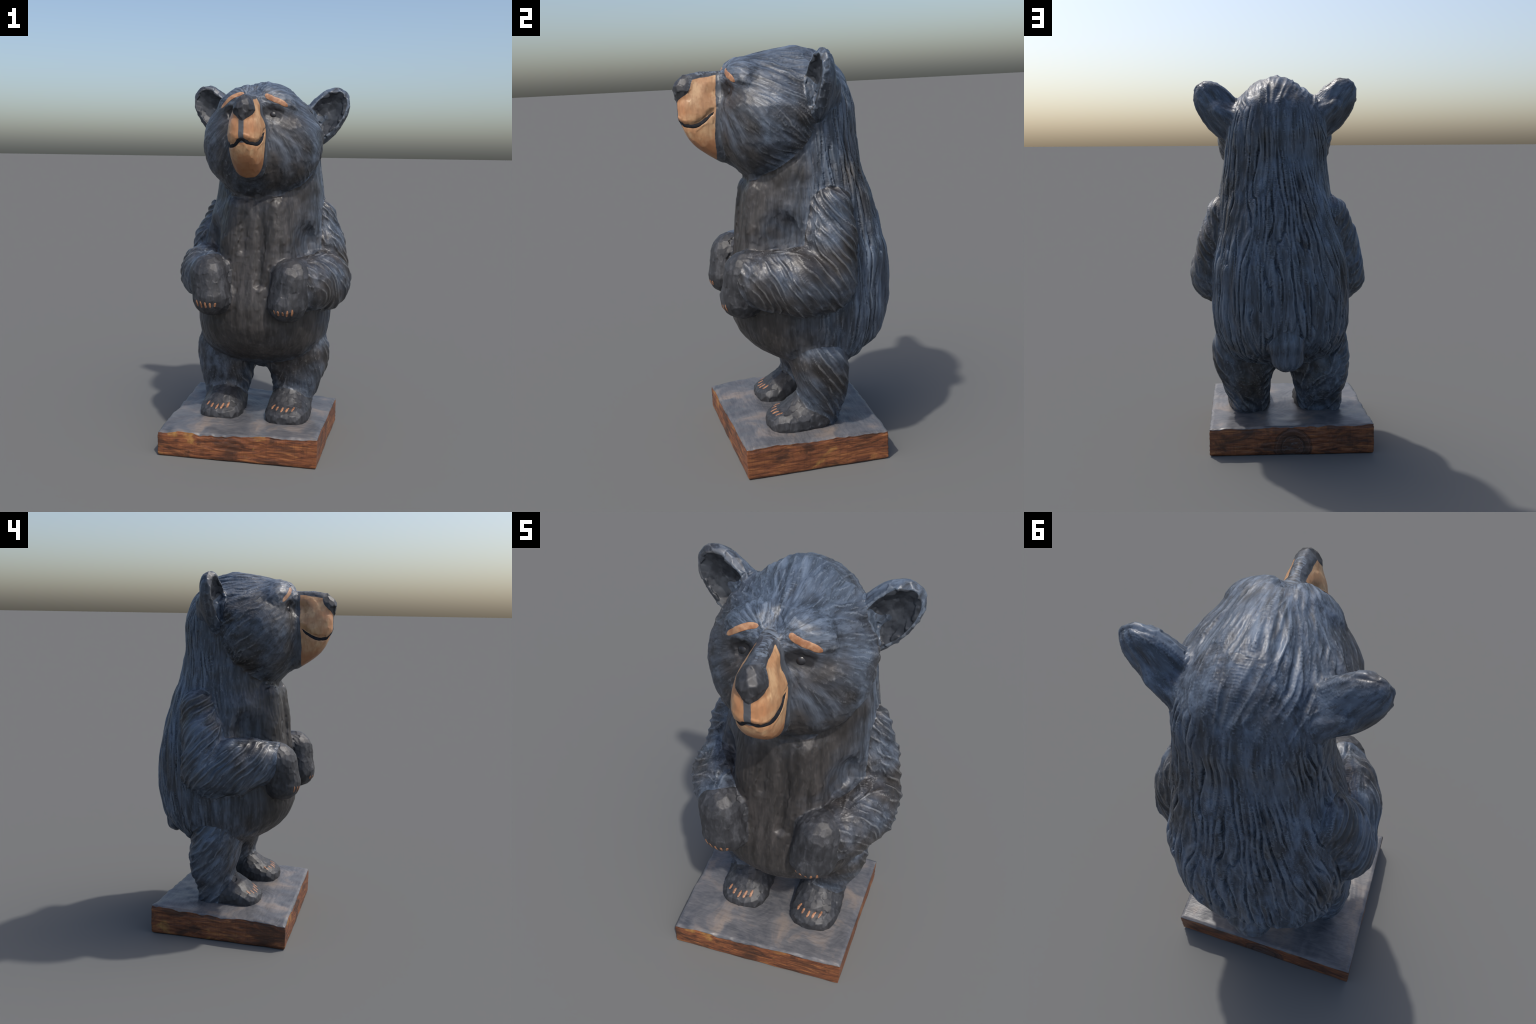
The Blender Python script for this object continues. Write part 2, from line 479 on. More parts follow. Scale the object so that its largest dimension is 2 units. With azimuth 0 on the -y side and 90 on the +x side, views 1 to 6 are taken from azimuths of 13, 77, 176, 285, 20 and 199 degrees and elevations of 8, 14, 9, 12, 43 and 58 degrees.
# long locks down the back: rows round the trunk that fan out to the right and wander
px_, py_, pz_ = P.T
fan = 0.20 * np.clip((0.10 - px_) / 0.30, 0, 1) - 0.03
turn = 0.36 * np.arctan2(px_, py_ - 0.06) - fan * (pz_ - 1.25)
slow = P * np.array([1, 1, 0.20])
row = turn / 0.031 + 1.3 * vnoise(slow + 4, 0.085) + 0.22 * vnoise(slow, 0.035) + 0.12 * coarse
strand = np.floor(row)
row = 2 * (row - strand) - 1
staggered = vnoise(np.stack([strand * 0.17, 0 * strand, pz_ + 0.35 * px_], 1), 0.08)
broken = np.clip(0.55 + 0.5 * wide + 1.2 * staggered, 0.05, 1.5)                       # rows come and go
groove = 0.45 - (1.9 * row ** 6 + 0.35 * row ** 2) * broken + 0.42 * wide + 0.42 * np.minimum(coarse, 0.8)   # rounded locks parted by narrow cuts
tuft = 0.6 * wide + 0.6 * np.minimum(coarse, 0.6)

x, y, z = P.T
behind = np.clip((y - 0.02) / 0.15, 0, 1)
plain = IS["ear"] | IS["tail"]
groove = np.where(plain, tuft, groove)
amp_w = np.zeros(len(P)); amp_x = np.zeros(len(P)); amp_c = np.zeros(len(P)); amp_g = np.zeros(len(P)); facet = np.zeros(len(P))
t = IS["torso"]
cap = np.clip((z - 1.70) / 0.16, 0, 1) * t
amp_g[t] = ((0.0006 + 0.0074 * behind) * (1 - cap))[t]
amp_x[t] = (0.0007 * (1 - behind) + 0.0030 * cap)[t]
amp_c[t] = (0.0006 + 0.0022 * cap)[t]
facet[t] = ((1 - behind) * 0.9)[t]
h = IS["head"]
face = np.clip((y + 0.16) / 0.14, 0, 1)
amp_c[h] = (0.0012 + 0.0030 * face)[h]
amp_x[h] = (0.0012 + 0.0024 * face)[h]
facet[h] = (1 - 0.75 * face)[h]
a = IS["arm"]
inner = np.clip((-y - 0.10) / 0.12, 0, 1)
amp_w[a] = (0.0080 - 0.0052 * inner)[a]
amp_c[a] = 0.0014
facet[a] = (0.15 + 0.7 * inner)[a]
amp_w[IS["leg"]] = (0.0014 + 0.0048 * np.clip((y - 0.0) / 0.1, 0, 1))[IS["leg"]]
amp_c[IS["leg"]] = 0.0018
amp_x[IS["leg"]] = (0.0030 * np.clip((y - 0.08) / 0.1, 0, 1))[IS["leg"]]
facet[IS["leg"]] = (0.8 * (1 - np.clip((y - 0.0) / 0.1, 0, 1)))[IS["leg"]]
amp_g[IS["tail"]] = 0.004
e_back = np.clip((NRM[:, 1] + 0.1) / 0.4, 0, 1)
amp_g[IS["ear"]] = (0.0032 * e_back)[IS["ear"]]
facet[IS["ear"]] = (1 - 0.7 * e_back)[IS["ear"]]
amp_c[IS["paw"]] = 0.0008
for n in ("paw", "foot", "muzzle", "nose", "inner_ear"):
    facet[IS[n]] = 1.0


def knife_facets(P, NRM, where, spacing, tilt):
    """Flat cuts: each point moves on to the plane of the nearest cut."""
    idx = np.flatnonzero(where > 0.02)
    order = rng.permutation(idx)
    taken = {}; seeds = []
    for i in order:
        key = tuple(np.floor(P[i] / spacing).astype(int))
        if key in taken:
            continue
        near = False
        for o in np.ndindex(3, 3, 3):
            j = taken.get((key[0] + o[0] - 1, key[1] + o[1] - 1, key[2] + o[2] - 1))
            if j is not None and ((P[i] - P[j])**2).sum() < (spacing * 0.8)**2:
                near = True; break
        if not near:
            taken[key] = i; seeds.append(i)
    seeds = np.array(seeds)
    sn = unit(NRM[seeds] + rng.normal(0, tilt, (len(seeds), 3)))
    tree = kdtree.KDTree(len(seeds))
    for k, i in enumerate(seeds):
        tree.insert(P[i], k)
    tree.balance()
    near = np.array([tree.find(P[i])[1] for i in idx])
    off = ((P[seeds[near]] - P[idx]) * sn[near]).sum(1)
    out = np.zeros(len(P)); out[idx] = np.clip(off, -0.006, 0.006)
    return out * where


facet[IS['muzzle']] = 0.45
facet[IS['nose'] & (P[:, 1] > -0.41)] = 0.25
fac = knife_facets(P, NRM, facet, 0.032, 0.03)
lump = 0.0035 * vnoise(P, 0.085) + 0.002 * vnoise(P + 5, 0.04)
lump[is_part("muzzle", "nose", "ear", "inner_ear")] *= 0.3
pairs = np.concatenate([QUADS[:, [0, 1]], QUADS[:, [1, 2]], QUADS[:, [2, 3]], QUADS[:, [3, 0]]])
deg = np.bincount(pairs.ravel(), minlength=len(P))


def soften(v, times):
    """Average a surface value with its neighbours."""
    for _ in range(times):
        v = 0.5 * v + 0.5 * (np.bincount(pairs[:, 0], v[pairs[:, 1]], len(P)) + np.bincount(pairs[:, 1], v[pairs[:, 0]], len(P))) / deg
    return v


crisp = IS["inner_ear"] | IS["paw"] | IS["foot"] | IS["nose"] | IS["ear"] | IS["muzzle"]
fac = np.where(crisp, soften(fac, 1), soften(fac, 5))
disp = amp_c * np.clip(crest, -1.6, 1.2) + amp_w * np.clip(gouge, -1.8, 1.2) + amp_x * np.clip(0.8 - np.abs(wide), -1.4, 1) + amp_g * np.clip(groove, -2, 1.5) + fac + lump - 0.0005
disp[z < 0.14] *= 0.3
disp = np.where(crisp, disp, soften(disp, 1))
P2 = P + NRM * disp[:, None]
skin.vertices.foreach_set("co", P2.astype(np.float32).ravel()); skin.update()
P = P2

# let the seams between regions run as smooth curves instead of following the mesh steps
face_label = np.sort(LABEL[QUADS], 1)[:, 1]
for i, k in enumerate(KEYS):                                      # absorb single stray faces
    votes = np.zeros(len(P)); np.add.at(votes, QUADS.ravel(), np.repeat(face_label == i, 4))
    near = votes[QUADS].sum(1)
    face_label[(face_label != i) & (near >= 11)] = i
E4 = np.sort(np.stack([QUADS, np.roll(QUADS, -1, 1)], -1).reshape(-1, 2), 1)
order = np.lexsort((E4[:, 1], E4[:, 0])); E4 = E4[order]; FL = np.repeat(face_label, 4)[order]
same = (E4[1:] == E4[:-1]).all(1) & (FL[1:] != FL[:-1])
SEAM = E4[:-1][same]
count = np.bincount(SEAM.ravel(), minlength=len(P))
free = count == 2
for _ in range(8):
    acc = np.stack([np.bincount(SEAM[:, 0], P[SEAM[:, 1], k], len(P)) + np.bincount(SEAM[:, 1], P[SEAM[:, 0], k], len(P)) for k in range(3)], 1)
    P[free] += 0.5 * (acc[free] / 2 - P[free])
skin.vertices.foreach_set("co", P.astype(np.float32).ravel()); skin.update()
NRM = vnormals(skin)


# ------------------------------------------------------------------ materials
class Mat:
    def __init__(self, name):
        self.m = bpy.data.materials.new(name); self.m.use_nodes = True
        self.t = self.m.node_tree; self.b = self.t.nodes["Principled BSDF"]
        self.co = self.new("ShaderNodeTexCoord").outputs["Object"]

    def new(self, kind, **k):
        n = self.t.nodes.new(kind)
        for a, v in k.items():
            setattr(n, a, v)
        return n

    def put(self, sock, v):
        if isinstance(v, bpy.types.NodeSocket):
            self.t.links.new(v, sock)
        else:
            sock.default_value = v

    def mapping(self, scale=(1, 1, 1), rot=(0, 0, 0), loc=(0, 0, 0), vec=None):
        n = self.new("ShaderNodeMapping")
        self.put(n.inputs["Vector"], vec or self.co)
        n.inputs["Scale"].default_value = scale
        n.inputs["Rotation"].default_value = [math.radians(r) for r in rot]
        n.inputs["Location"].default_value = loc
        return n.outputs[0]

    def noise(self, vec, scale, detail=4, rough=0.55, dist=0.0):
        n = self.new("ShaderNodeTexNoise")
        self.put(n.inputs["Vector"], vec)
        for k, v in (("Scale", scale), ("Detail", detail), ("Roughness", rough), ("Distortion", dist)):
            n.inputs[k].default_value = v
        return n.outputs[0]

    def ramp(self, fac, stops, mode="LINEAR"):
        n = self.new("ShaderNodeValToRGB"); n.color_ramp.interpolation = mode
        self.put(n.inputs[0], fac)
        el = n.color_ramp.elements
        while len(el) < len(stops):
            el.new(0.5)
        for e, (p, c) in zip(el, stops):
            e.position = p; e.color = (c, c, c, 1) if isinstance(c, (int, float)) else (*c, 1)
        return n.outputs[0]

    def mix(self, fac, a, b, mode="MIX"):
        n = self.new("ShaderNodeMix", data_type="RGBA", blend_type=mode)
        self.put(n.inputs[0], fac)
        for s, v in ((n.inputs[6], a), (n.inputs[7], b)):
            self.put(s, v if isinstance(v, bpy.types.NodeSocket) else (*v, 1))
        return n.outputs[2]

    def math(self, op, a, b=0.0, c=None):
        n = self.new("ShaderNodeMath", operation=op)
        self.put(n.inputs[0], a); self.put(n.inputs[1], b)
        if c is not None:
            self.put(n.inputs[2], c)
        return n.outputs[0]

    def range(self, v, a, b, c=0.0, d=1.0):
        n = self.new("ShaderNodeMapRange", interpolation_type="SMOOTHSTEP")
        self.put(n.inputs[0], v)
        for i, q in enumerate((a, b, c, d)):
            self.put(n.inputs[i + 1], q)
        return n.outputs[0]

    def xyz(self):
        n = self.new("ShaderNodeSeparateXYZ"); self.put(n.inputs[0], self.co); return n.outputs

    def pointiness(self):
        return self.new("ShaderNodeNewGeometry").outputs["Pointiness"]

    def bump(self, height, strength, dist):
        n = self.new("ShaderNodeBump")
        n.inputs["Strength"].default_value = strength; n.inputs["Distance"].default_value = dist
        self.put(n.inputs["Height"], height)
        self.put(self.b.inputs["Normal"], n.outputs[0])

    def done(self, color, rough=0.45, spec=0.5, coat=0.0, coat_rough=0.2):
        self.put(self.b.inputs["Base Color"], color); self.put(self.b.inputs["Roughness"], rough)
        self.b.inputs["Specular IOR Level"].default_value = spec
        self.b.inputs["Coat Weight"].default_value = coat; self.b.inputs["Coat Roughness"].default_value = coat_rough
        return self.m


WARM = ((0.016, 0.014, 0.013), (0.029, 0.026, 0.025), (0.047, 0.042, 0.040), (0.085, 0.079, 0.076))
COOL = ((0.022, 0.029, 0.040), (0.056, 0.074, 0.104), (0.106, 0.138, 0.188), (0.165, 0.212, 0.272))  # blue of the reflected sky baked into the coat colour


def fur_paint(name, lay, radial=False, crest_glint=1.0, rough=0.42, warm=0.0, chest=False, eyes=False):
    """Black stain with painted blue sky reflection and pale glint streaks lying along the carved fur.
    warm: how much of the part is tinted brown instead of sky blue; chest: brown tint down the front."""
    M = Mat(name)
    X, Y, Z = M.xyz()
    if radial:
        s = M.new("ShaderNodeVectorMath", operation="SUBTRACT"); M.put(s.inputs[0], M.co); s.inputs[1].default_value = (0.008, -0.33, 1.90)
        ln = M.new("ShaderNodeVectorMath", operation="LENGTH"); M.put(ln.inputs[0], s.outputs[0])
        nm = M.new("ShaderNodeVectorMath", operation="NORMALIZE"); M.put(nm.inputs[0], s.outputs[0])
        sc = M.new("ShaderNodeVectorMath", operation="SCALE"); M.put(sc.inputs[0], nm.outputs[0]); sc.inputs[3].default_value = 0.42
        ad = M.new("ShaderNodeVectorMath", operation="ADD"); M.put(ad.inputs[0], sc.outputs[0])
        cb = M.new("ShaderNodeCombineXYZ"); M.put(cb.inputs[0], M.math("MULTIPLY", ln.outputs["Value"], 0.22)); M.put(ad.inputs[1], cb.outputs[0])
        vec = ad.outputs[0]
    else:
        vec = M.mapping(scale=(1, 1, 0.14), vec=M.mapping(rot=lay))
    streak = M.noise(vec, 85, 4, 0.60, 0.3)
    broad = M.noise(vec, 24, 3, 0.5, 0.5)
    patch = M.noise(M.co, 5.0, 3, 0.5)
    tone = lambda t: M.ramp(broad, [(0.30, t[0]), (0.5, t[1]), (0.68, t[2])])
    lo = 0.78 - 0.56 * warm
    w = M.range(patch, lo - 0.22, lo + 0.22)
    if eyes:                                                      # crown tinted bluer for the sky mirrored on top
        w = M.math("MULTIPLY", w, M.range(M.math("ADD", Z, M.math("MULTIPLY", M.math("SUBTRACT", patch, 0.5), 0.2)), 1.95, 1.80))
    if chest:
        f = M.range(M.math("ADD", Y, M.math("MULTIPLY", M.math("SUBTRACT", patch, 0.5), 0.7)), 0.22, -0.20)  # sky-lit back coloured blue, fading to brown at the front
        w = M.math("MAXIMUM", w, f)
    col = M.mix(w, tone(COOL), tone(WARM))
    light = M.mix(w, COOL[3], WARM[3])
    col = M.mix(M.math("MULTIPLY", M.range(streak, 0.52, 0.72), 0.40), col, light)
    col = M.mix(M.math("MULTIPLY", M.range(streak, 0.46, 0.32), 0.55), col, (0.013, 0.014, 0.017))
    pale_crest = M.math("MULTIPLY", M.range(M.pointiness(), 0.504, 0.525), M.range(M.noise(vec, 40, 3), 0.34, 0.56))  # lightened ridges: gloss highlights put into the base colour
    col = M.mix(M.math("MULTIPLY", pale_crest, M.math("MULTIPLY_ADD", M.math("SUBTRACT", 1.0, f), 0.45, 0.08) if chest else 0.55 * crest_glint), col, M.mix(w, (0.165, 0.20, 0.245), (0.170, 0.166, 0.162)))
    if eyes:                                                      # darker area around the eyes
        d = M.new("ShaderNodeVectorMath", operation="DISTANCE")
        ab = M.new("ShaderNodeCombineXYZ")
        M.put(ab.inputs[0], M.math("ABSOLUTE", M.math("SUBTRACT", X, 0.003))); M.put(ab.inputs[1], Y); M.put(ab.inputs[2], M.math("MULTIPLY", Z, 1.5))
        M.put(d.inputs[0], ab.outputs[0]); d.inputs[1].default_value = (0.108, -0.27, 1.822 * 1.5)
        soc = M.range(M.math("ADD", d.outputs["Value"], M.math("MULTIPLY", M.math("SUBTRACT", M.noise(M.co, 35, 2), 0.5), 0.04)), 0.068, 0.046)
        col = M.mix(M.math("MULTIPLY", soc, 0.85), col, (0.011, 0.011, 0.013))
    M.bump(streak, 0.07, 0.004)
    return M.done(col, M.range(streak, 0.3, 0.7, rough + 0.08, rough - 0.05), 0.5)


def smooth_paint(name, rough=0.52, blue=0.0):
    M = Mat(name)
    n = M.noise(M.mapping(scale=(1, 1, 0.35)), 42, 5, 0.6, 0.5)
    col = M.ramp(n, [(0.30, (0.015, 0.015, 0.017)), (0.52, (0.030, 0.031, 0.035)), (0.72, (0.065, 0.067, 0.074))])
    pale_crest = M.math("MULTIPLY", M.range(M.pointiness(), 0.515, 0.58), M.range(M.noise(M.co, 45, 3), 0.35, 0.65))
    col = M.mix(M.math("MULTIPLY", pale_crest, 0.3), col, (0.11, 0.12, 0.13))
    if blue:                                                      # pale blue-grey along the bridge of the nose
        X, Y, Z = M.xyz()
        bluish = M.math("MULTIPLY", M.range(Y, -0.45, -0.40), M.range(M.noise(M.mapping(scale=(0.2, 1, 1)), 130, 4), 0.35, 0.62))
        col = M.mix(M.math("MULTIPLY", bluish, blue), col, (0.135, 0.165, 0.205))
    M.bump(n, 0.2, 0.003)
    return M.done(col, rough, 0.45)


def muzzle_paint():
    M = Mat("muzzle_paint")
    X, Y, Z = M.xyz()
    g = M.noise(M.mapping(scale=(1, 1, 0.25)), 60, 4, 0.6)
    c = M.noise(M.co, 16, 3)
    tan = M.mix(M.range(c, 0.40, 0.62), (0.42, 0.225, 0.110), (0.50, 0.315, 0.170))
    tan = M.mix(M.math("MULTIPLY", M.range(M.math("ADD", Y, M.math("MULTIPLY", M.math("SUBTRACT", c, 0.5), 0.12)), -0.42, -0.48), 0.6), tan, (0.42, 0.180, 0.080))
    tan = M.mix(M.math("MULTIPLY", M.range(g, 0.40, 0.66), 0.55), tan, (0.30, 0.155, 0.078))
    tan = M.mix(M.math("MULTIPLY", M.range(M.math("ADD", Z, M.math("MULTIPLY", M.math("SUBTRACT", c, 0.5), 0.05)), 1.625, 1.555), 0.7), tan, (0.27, 0.105, 0.042))  # chin darkened and reddened with the shade below the mouth
    black = M.ramp(g, [(0.3, (0.024, 0.027, 0.033)), (0.7, (0.075, 0.084, 0.100))])
    wob = M.math("MULTIPLY", M.math("SUBTRACT", M.noise(M.co, 25, 2), 0.5), 0.010)
    # edge of the tan patch: a wavering line round the root of the muzzle
    edge = M.math("MULTIPLY_ADD", M.math("ABSOLUTE", M.math("SUBTRACT", Z, 1.60)), 0.10, -0.332)
    back = M.range(M.math("SUBTRACT", M.math("ADD", Y, wob), edge), -0.0015, 0.0015)
    # grey stripe from nose to lip
    st = M.math("LESS_THAN", M.math("ABSOLUTE", M.math("SUBTRACT", M.math("ADD", X, M.math("MULTIPLY", wob, 0.4)), 0.001)), 0.0125)
    st = M.math("MULTIPLY", M.math("MULTIPLY", st, M.math("GREATER_THAN", Z, 1.665)), M.math("LESS_THAN", Y, -0.44))
    col = M.mix(st, tan, (0.085, 0.088, 0.098))
    col = M.mix(back, col, black)
    ridge = M.math("SUBTRACT", M.math("ADD", Z, wob), M.math("MULTIPLY_ADD", M.math("ADD", Y, 0.285), 0.13, 1.886))
    col = M.mix(M.range(ridge, -0.0015, 0.0015), col, black)
    M.bump(g, 0.15, 0.003)
    return M.done(col, 0.42, 0.45)


def plain_paint(name, a, b, rough, scale=50, spec=0.5):
    M = Mat(name)
    n = M.noise(M.co, scale, 4)
    M.bump(n, 0.15, 0.002)
    return M.done(M.mix(M.range(n, 0.35, 0.65), a, b), rough, spec)


MATS = {
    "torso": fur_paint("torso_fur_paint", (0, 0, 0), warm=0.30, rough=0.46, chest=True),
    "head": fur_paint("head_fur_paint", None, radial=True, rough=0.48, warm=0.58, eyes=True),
    ("arm", 1): fur_paint("arm_fur_paint", (-33, 0, 0), warm=0.62),  # limbs coloured browner on the sun side, bluer on the sky side
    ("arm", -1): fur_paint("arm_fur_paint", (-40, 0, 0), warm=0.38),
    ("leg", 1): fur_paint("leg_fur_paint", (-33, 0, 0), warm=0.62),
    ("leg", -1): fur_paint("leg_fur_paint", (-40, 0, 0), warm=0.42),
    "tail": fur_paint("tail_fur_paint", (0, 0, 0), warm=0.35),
    ("ear", 1): fur_paint("ear_fur_paint", (0, -35, 0), crest_glint=0.7, warm=0.3),
    ("ear", -1): fur_paint("ear_fur_paint", (0, 35, 0), crest_glint=0.7, warm=0.3),
    "inner_ear": plain_paint("inner_ear_paint", (0.016, 0.019, 0.025), (0.040, 0.046, 0.056), 0.5, 30),
    "paw": smooth_paint("paw_paint"),
    "foot": smooth_paint("foot_paint", 0.50),
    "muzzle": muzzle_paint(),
    "nose": smooth_paint("nose_paint", 0.48, 0.85),
    "eye": plain_paint("eye_gloss", (0.012, 0.012, 0.014), (0.026, 0.027, 0.031), 0.32, 50, 0.4),
    "eyebrow": plain_paint("brow_tan_paint", (0.27, 0.120, 0.058), (0.41, 0.230, 0.125), 0.5, 40),
    "claw": plain_paint("claw_tan_paint", (0.16, 0.070, 0.036), (0.36, 0.175, 0.090), 0.5, 70),
    "mouth": plain_paint("mouth_black", (0.010, 0.011, 0.014), (0.020, 0.021, 0.026), 0.75, 50, 0.15),
}

# ------------------------------------------------------------------ separate the skin into named parts
bear = link(bpy.data.objects.new("carved_bear", None))
bear["label"] = "chainsaw-carved black wooden bear standing on a square brown base"
bear["category"] = "wooden sculpture"

OBJ = {}
for i, (name, side) in enumerate(KEYS):
    sel = QUADS[face_label == i]
    used, inv = np.unique(sel, return_inverse=True)
    if len(used) < 8:
        continue
    me = mesh_from(name, P[used], inv.reshape(-1, 4))
    me.normals_split_custom_set_from_vertices(NRM[used].astype(np.float32))
    me.materials.append(MATS[(name, side)] if (name, side) in MATS else MATS[name])
    o = link(bpy.data.objects.new(name, me))
    OBJ[(name, side)] = o
TREE = {"paw": "arm", "foot": "leg"}
for (name, side), o in OBJ.items():
    if name in ("ear", "inner_ear", "muzzle", "nose"):
        o.parent = OBJ[("head", 0)]
    else:
        o.parent = OBJ[(TREE[name], side)] if name in TREE else bear
HEAD = OBJ[("head", 0)]


# ------------------------------------------------------------------ small set-in pieces
SKIN_TREE = kdtree.KDTree(len(P))
for i, p in enumerate(P):
    SKIN_TREE.insert(p, i)
SKIN_TREE.balance()


def on_skin(p):
    hits = SKIN_TREE.find_n(p, 6)
    w = np.array([1 / (h[2] + 1e-4) for h in hits]); w /= w.sum()
    q = sum(wi * P[h[1]] for wi, h in zip(w, hits)); n = sum(wi * NRM[h[1]] for wi, h in zip(w, hits))
    return q, n / np.linalg.norm(n)


def strip(name, pts, half_w, half_h, mat, parent, sink=0.0, wob=0.08, seg=14):
    """A tapered carved bead laid along the skin: elliptical sections, rounded ends."""
    pts = np.array(pts, float)
    s = np.linspace(0, 1, len(pts)); ss = np.linspace(0, 1, max(14, len(pts) * 5))
    mid = np.stack([pchip(s, pts[:, k], ss) for k in range(3)], 1)
    Q_, N_ = zip(*[on_skin(p) for p in mid]); Q_ = np.array(Q_); N_ = np.array(N_)
    for _ in range(3):
        Q_[1:-1] = (Q_[:-2] + 2 * Q_[1:-1] + Q_[2:]) / 4; N_[1:-1] = (N_[:-2] + 2 * N_[1:-1] + N_[2:]) / 4
    T = np.gradient(Q_, axis=0); T /= np.linalg.norm(T, axis=1)[:, None]
    B = np.cross(N_, T); B /= np.linalg.norm(B, axis=1)[:, None]
    n = len(ss)
    prof = np.sqrt(np.clip(1 - np.abs(2 * ss - 1) ** 3.5, 0, 1)) * (1 + wob * rng.normal(0, 1, n).cumsum() / n**0.5)
    prof = np.maximum(prof, 0.02)
    a = np.linspace(0, 2 * math.pi, seg, endpoint=False)
    R = (Q_ - N_ * sink)[:, None] + prof[:, None, None] * (np.cos(a)[None, :, None] * B[:, None] * half_w + np.sin(a)[None, :, None] * N_[:, None] * half_h)
    i, j = np.meshgrid(np.arange(n - 1), np.arange(seg), indexing="ij")
    q = np.stack([i * seg + j, i * seg + (j + 1) % seg, (i + 1) * seg + (j + 1) % seg, (i + 1) * seg + j], -1).reshape(-1, 4)
    me = mesh_from(name, R.reshape(-1, 3), q)
    me.materials.append(mat)
    return link(bpy.data.objects.new(name, me), parent)


strip("mouth", MOUTH, 0.0105, 0.004, MATS["mouth"], HEAD, 0.0005)
strip("eyebrow", [(0.068, -0.262, 1.912), (0.083, -0.262, 1.896), (0.112, -0.262, 1.884), (0.145, -0.255, 1.871), (0.184, -0.246, 1.848)], 0.0128, 0.0022, MATS["eyebrow"], HEAD, 0.0, 0.22)
strip("eyebrow", [(-0.042, -0.258, 1.915), (-0.070, -0.26, 1.910), (-0.102, -0.26, 1.895), (-0.135, -0.255, 1.873), (-0.176, -0.246, 1.846)], 0.0128, 0.0022, MATS["eyebrow"], HEAD, 0.0, 0.22)

# eyes: dark glossy balls under the brows with a lid below
for s, c in ((1, (0.108, -0.262, 1.808)), (-1, (-0.104, -0.262, 1.806))):
    q, n = on_skin(np.array(c))
    me = bpy.data.meshes.new("eye")
    import bmesh
    bm = bmesh.new(); bmesh.ops.create_uvsphere(bm, u_segments=28, v_segments=18, radius=0.024)
    bm.to_mesh(me); bm.free()
    me.polygons.foreach_set("use_smooth", np.ones(len(me.polygons), bool))
    me.materials.append(MATS["eye"])
    o = link(bpy.data.objects.new("eye", me), HEAD)
    o.location = q - n * 0.0135
    o.scale = (1.05, 0.8, 0.95)

# claws: small slits of bare wood
for s, first, last, dirn, ln in ((1, (0.149, -0.360, 0.818), (0.243, -0.356, 0.822), (0.0, -0.1, -1), 0.044),
                                 (-1, (-0.160, -0.356, 0.840), (-0.262, -0.354, 0.842), (0.05, -0.1, -1), 0.044)):
    for k in range(5):
        f = k / 4
        p = np.array(first) * (1 - f) + np.array(last) * f + np.array([0, -0.012 * math.sin(math.pi * f), -0.006 * math.sin(math.pi * f)])
        d = np.array(dirn) * ln / 2 * rng.uniform(0.65, 1.0)
        strip("claw", [p - d, p, p + d], 0.0060, 0.0013, MATS["claw"], OBJ[("paw", s)], 0, 0.05, 10)
for s, first, last in ((1, (0.098, -0.120, 0.262), (0.219, -0.130, 0.256)), (-1, (-0.275, -0.108, 0.236), (-0.152, -0.120, 0.238))):
    for k in range(5):
        f = k / 4
        p = np.array(first) * (1 - f) + np.array(last) * f + np.array([0, -0.022 * math.sin(math.pi * f), -0.004 * math.sin(math.pi * f)])
        d = np.array([-0.005, -0.018, -0.013]) * rng.uniform(0.75, 1.05)
        strip("claw", [p - d, p, p + d], 0.0062, 0.0013, MATS["claw"], OBJ[("foot", s)], 0, 0.05, 10)


# ------------------------------------------------------------------ the base
CORNER = {(0, 0): (-0.472, -0.362, 0.138), (1, 0): (0.382, -0.325, 0.161), (0, 1): (-0.480, 0.408, 0.167), (1, 1): (0.395, 0.382, 0.152)}


def base_point(u, v):
    return sum((np.array(c)[None] * ((u if i else 1 - u) * (v if j else 1 - v))[:, None]) for (i, j), c in CORNER.items())


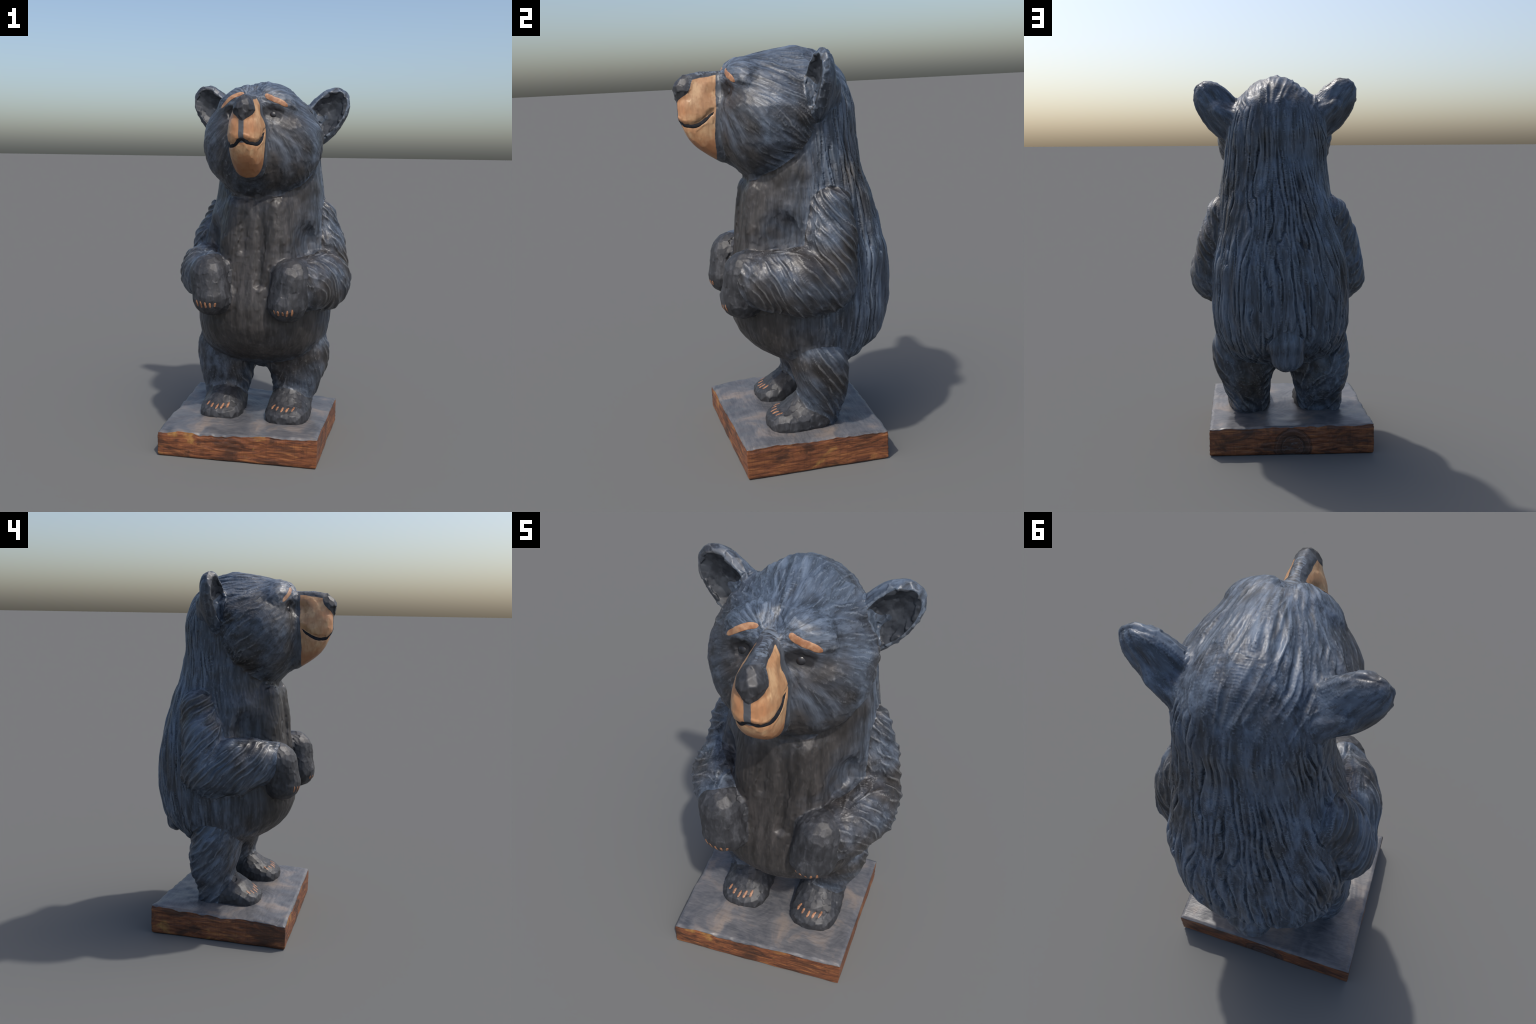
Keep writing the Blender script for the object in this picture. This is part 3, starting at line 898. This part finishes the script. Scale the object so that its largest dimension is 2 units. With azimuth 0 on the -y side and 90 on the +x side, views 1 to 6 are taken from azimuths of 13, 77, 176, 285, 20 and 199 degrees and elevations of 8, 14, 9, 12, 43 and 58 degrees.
def build_base():
    nu, nv, nz = 170, 154, 26
    U, W = np.meshgrid(np.linspace(0, 1, nu), np.linspace(0, 1, nv), indexing="ij")
    top = base_point(U.ravel(), W.ravel())
    px, py = top[:, 0], top[:, 1]
    h = top[:, 2]
    flat = np.stack([px, py, 0 * px], 1)
    h = h + 0.006 * vnoise(flat + 1, 0.16) + 0.003 * vnoise(flat + 2, 0.05)
    for cx, cy, lift in ((0.175, -0.01, 0.008), (-0.21, 0.03, 0.010)):
        r = np.sqrt(((px - cx) / 0.17) ** 2 + ((py - cy) / 0.21) ** 2)
        h += lift * np.exp(-(r ** 4) * 0.7)
        h += 0.0003 * (1 + vnoise(flat + 11, 0.12)) * np.sin(r * 48 + 5 * vnoise(flat + 7, 0.10)) * np.exp(-((r - 1.15) / 0.35) ** 2)   # gouge marks circling the feet
    edge = np.minimum(np.minimum(U, 1 - U).ravel() * 0.85, np.minimum(W, 1 - W).ravel() * 0.73)
    ragged = 0.006 + 0.006 * vnoise(flat + 9, 0.06) + 0.004 * vnoise(flat + 4, 0.02)
    h -= np.maximum(ragged, 0.002) * np.exp(-(edge / 0.008) ** 2)
    top[:, 2] = h
    gid = np.arange(nu * nv).reshape(nu, nv)
    q = np.stack([gid[:-1, :-1], gid[1:, :-1], gid[1:, 1:], gid[:-1, 1:]], -1).reshape(-1, 4)
    ring = np.concatenate([gid[:-1, 0], gid[-1, :-1], gid[:0:-1, -1], gid[0, :0:-1]])
    verts = [top]; n0 = len(top); rows = [ring]
    rim = top[ring]; ctr = top.mean(0)
    out = rim - ctr; out[:, 2] = 0; out = unit(out)
    for k in range(1, nz + 1):
        t = k / nz
        p = rim.copy(); p[:, 2] = rim[:, 2] * (1 - t)
        grain = 0.0022 * vnoise(p * np.array([1, 1, 6.0]), 0.05) + 0.0035 * vnoise(p + 3, 0.11)
        round_ = 0.004 * min(1, k / 3) - 0.004 - (0.006 * max(0, (k - nz + 2) / 2) ** 2)
        p += out * (grain * min(1, k / 2) + round_)[:, None]
        verts.append(p); rows.append(n0 + (k - 1) * len(ring) + np.arange(len(ring)))
    side = []
    for a, b in zip(rows[:-1], rows[1:]):
        side.append(np.stack([a, b, np.roll(b, -1), np.roll(a, -1)], 1))
    bottom = rows[-1]
    V_ = np.concatenate(verts)
    cidx = len(V_); V_ = np.concatenate([V_, [[ctr[0], ctr[1], 0.0]]])
    V_[bottom, 2] = 0.0
    side = np.concatenate(side)
    me = bpy.data.meshes.new("base")
    faces = [tuple(f) for f in q] + [tuple(f) for f in side] + [(int(b), int(a), cidx) for a, b in zip(bottom, np.roll(bottom, -1))][:]
    me.from_pydata(V_.tolist(), [], faces); me.validate()
    me.polygons.foreach_set("use_smooth", np.ones(len(me.polygons), bool))
    slot = np.ones(len(me.polygons), np.int32); slot[:len(q)] = 0
    me.polygons.foreach_set("material_index", slot)
    return me


def base_top_paint():
    M = Mat("base_grey_wash")
    X, Y, Z = M.xyz()
    warp = M.noise(M.co, 3.0, 2, 0.5)
    g = M.noise(M.mapping(scale=(0.18, 1, 1), rot=(0, 0, 12)), 85, 5, 0.65, 0.8)
    b = M.noise(M.co, 6, 4, 0.6, 0.6)
    col = M.ramp(b, [(0.32, (0.052, 0.056, 0.066)), (0.52, (0.105, 0.104, 0.110)), (0.70, (0.205, 0.168, 0.142))])
    col = M.mix(M.math("MULTIPLY", M.range(g, 0.42, 0.70), 0.25), col, (0.20, 0.190, 0.186))
    col = M.mix(M.math("MULTIPLY", M.range(g, 0.52, 0.30), 0.35), col, (0.055, 0.056, 0.062))
    M.bump(M.math("ADD", g, M.math("MULTIPLY", b, 2.0)), 0.25, 0.005)
    return M.done(col, 0.40, 0.5)


def base_side_wood():
    M = Mat("base_stained_wood")
    X, Y, Z = M.xyz()
    vec = M.mapping(scale=(0.12, 0.12, 1.0))
    g = M.noise(vec, 70, 6, 0.65, 1.2)
    b = M.noise(M.mapping(scale=(0.6, 0.6, 1.0)), 9, 4, 0.6, 0.8)
    rip = M.noise(M.mapping(scale=(1, 1, 0.06)), 120, 3, 0.6)
    col = M.ramp(g, [(0.28, (0.040, 0.017, 0.011)), (0.43, (0.125, 0.043, 0.020)), (0.57, (0.215, 0.076, 0.030)), (0.74, (0.38, 0.165, 0.055))])
    col = M.mix(M.range(b, 0.52, 0.38), col, M.mix(0.66, col, (0.022, 0.014, 0.011)))
    col = M.mix(M.math("MULTIPLY", M.range(b, 0.60, 0.72), 0.65), col, (0.36, 0.20, 0.055))
    col = M.mix(M.math("MULTIPLY", M.range(rip, 0.52, 0.66), 0.22), col, (0.035, 0.018, 0.012))
    # round maker's brand burnt into the rear face, half cut off by the bottom edge
    cx, cz = -0.045, 0.042
    dx, dz = M.math("SUBTRACT", X, cx), M.math("SUBTRACT", Z, cz)
    rad = M.math("SQRT", M.math("ADD", M.math("MULTIPLY", dx, dx), M.math("MULTIPLY", dz, dz)))
    rad = M.math("ADD", rad, M.math("MULTIPLY", M.math("SUBTRACT", M.noise(M.co, 22, 4), 0.5), 0.030))
    rear = M.math("GREATER_THAN", Y, 0.3)
    ring = lambda r, w: M.range(M.math("ABSOLUTE", M.math("SUBTRACT", rad, r)), w, w * 0.5)
    scorch = M.math("MULTIPLY", M.range(rad, 0.115, 0.075), rear)
    col = M.mix(M.math("MULTIPLY", scorch, 0.72), col, (0.040, 0.026, 0.020))
    scratch = M.math("MULTIPLY", M.range(M.noise(M.mapping(scale=(0.25, 1, 1.0)), 95, 3, 0.5, 1.5), 0.54, 0.62), M.range(rad, 0.056, 0.050))
    col = M.mix(M.math("MULTIPLY", M.math("MULTIPLY", scratch, rear), 0.8), col, (0.10, 0.085, 0.085))
    rings = M.math("MAXIMUM", ring(0.061, 0.007), ring(0.098, 0.007))
    col = M.mix(M.math("MULTIPLY", M.math("MULTIPLY", rings, rear), 0.45), col, (0.014, 0.012, 0.012))
    rim = M.math("MAXIMUM", ring(0.054, 0.003), ring(0.089, 0.003))
    col = M.mix(M.math("MULTIPLY", M.math("MULTIPLY", rim, rear), 0.3), col, (0.12, 0.085, 0.075))
    M.bump(M.math("SUBTRACT", M.math("ADD", g, M.math("MULTIPLY", rip, 0.3)), M.math("MULTIPLY", rings, rear)), 0.45, 0.004)
    return M.done(col, 0.45, 0.45)


base_me = build_base()
base_me.materials.append(base_top_paint()); base_me.materials.append(base_side_wood())
base = link(bpy.data.objects.new("base", base_me), bear)
bpy.data.meshes.remove(skin)
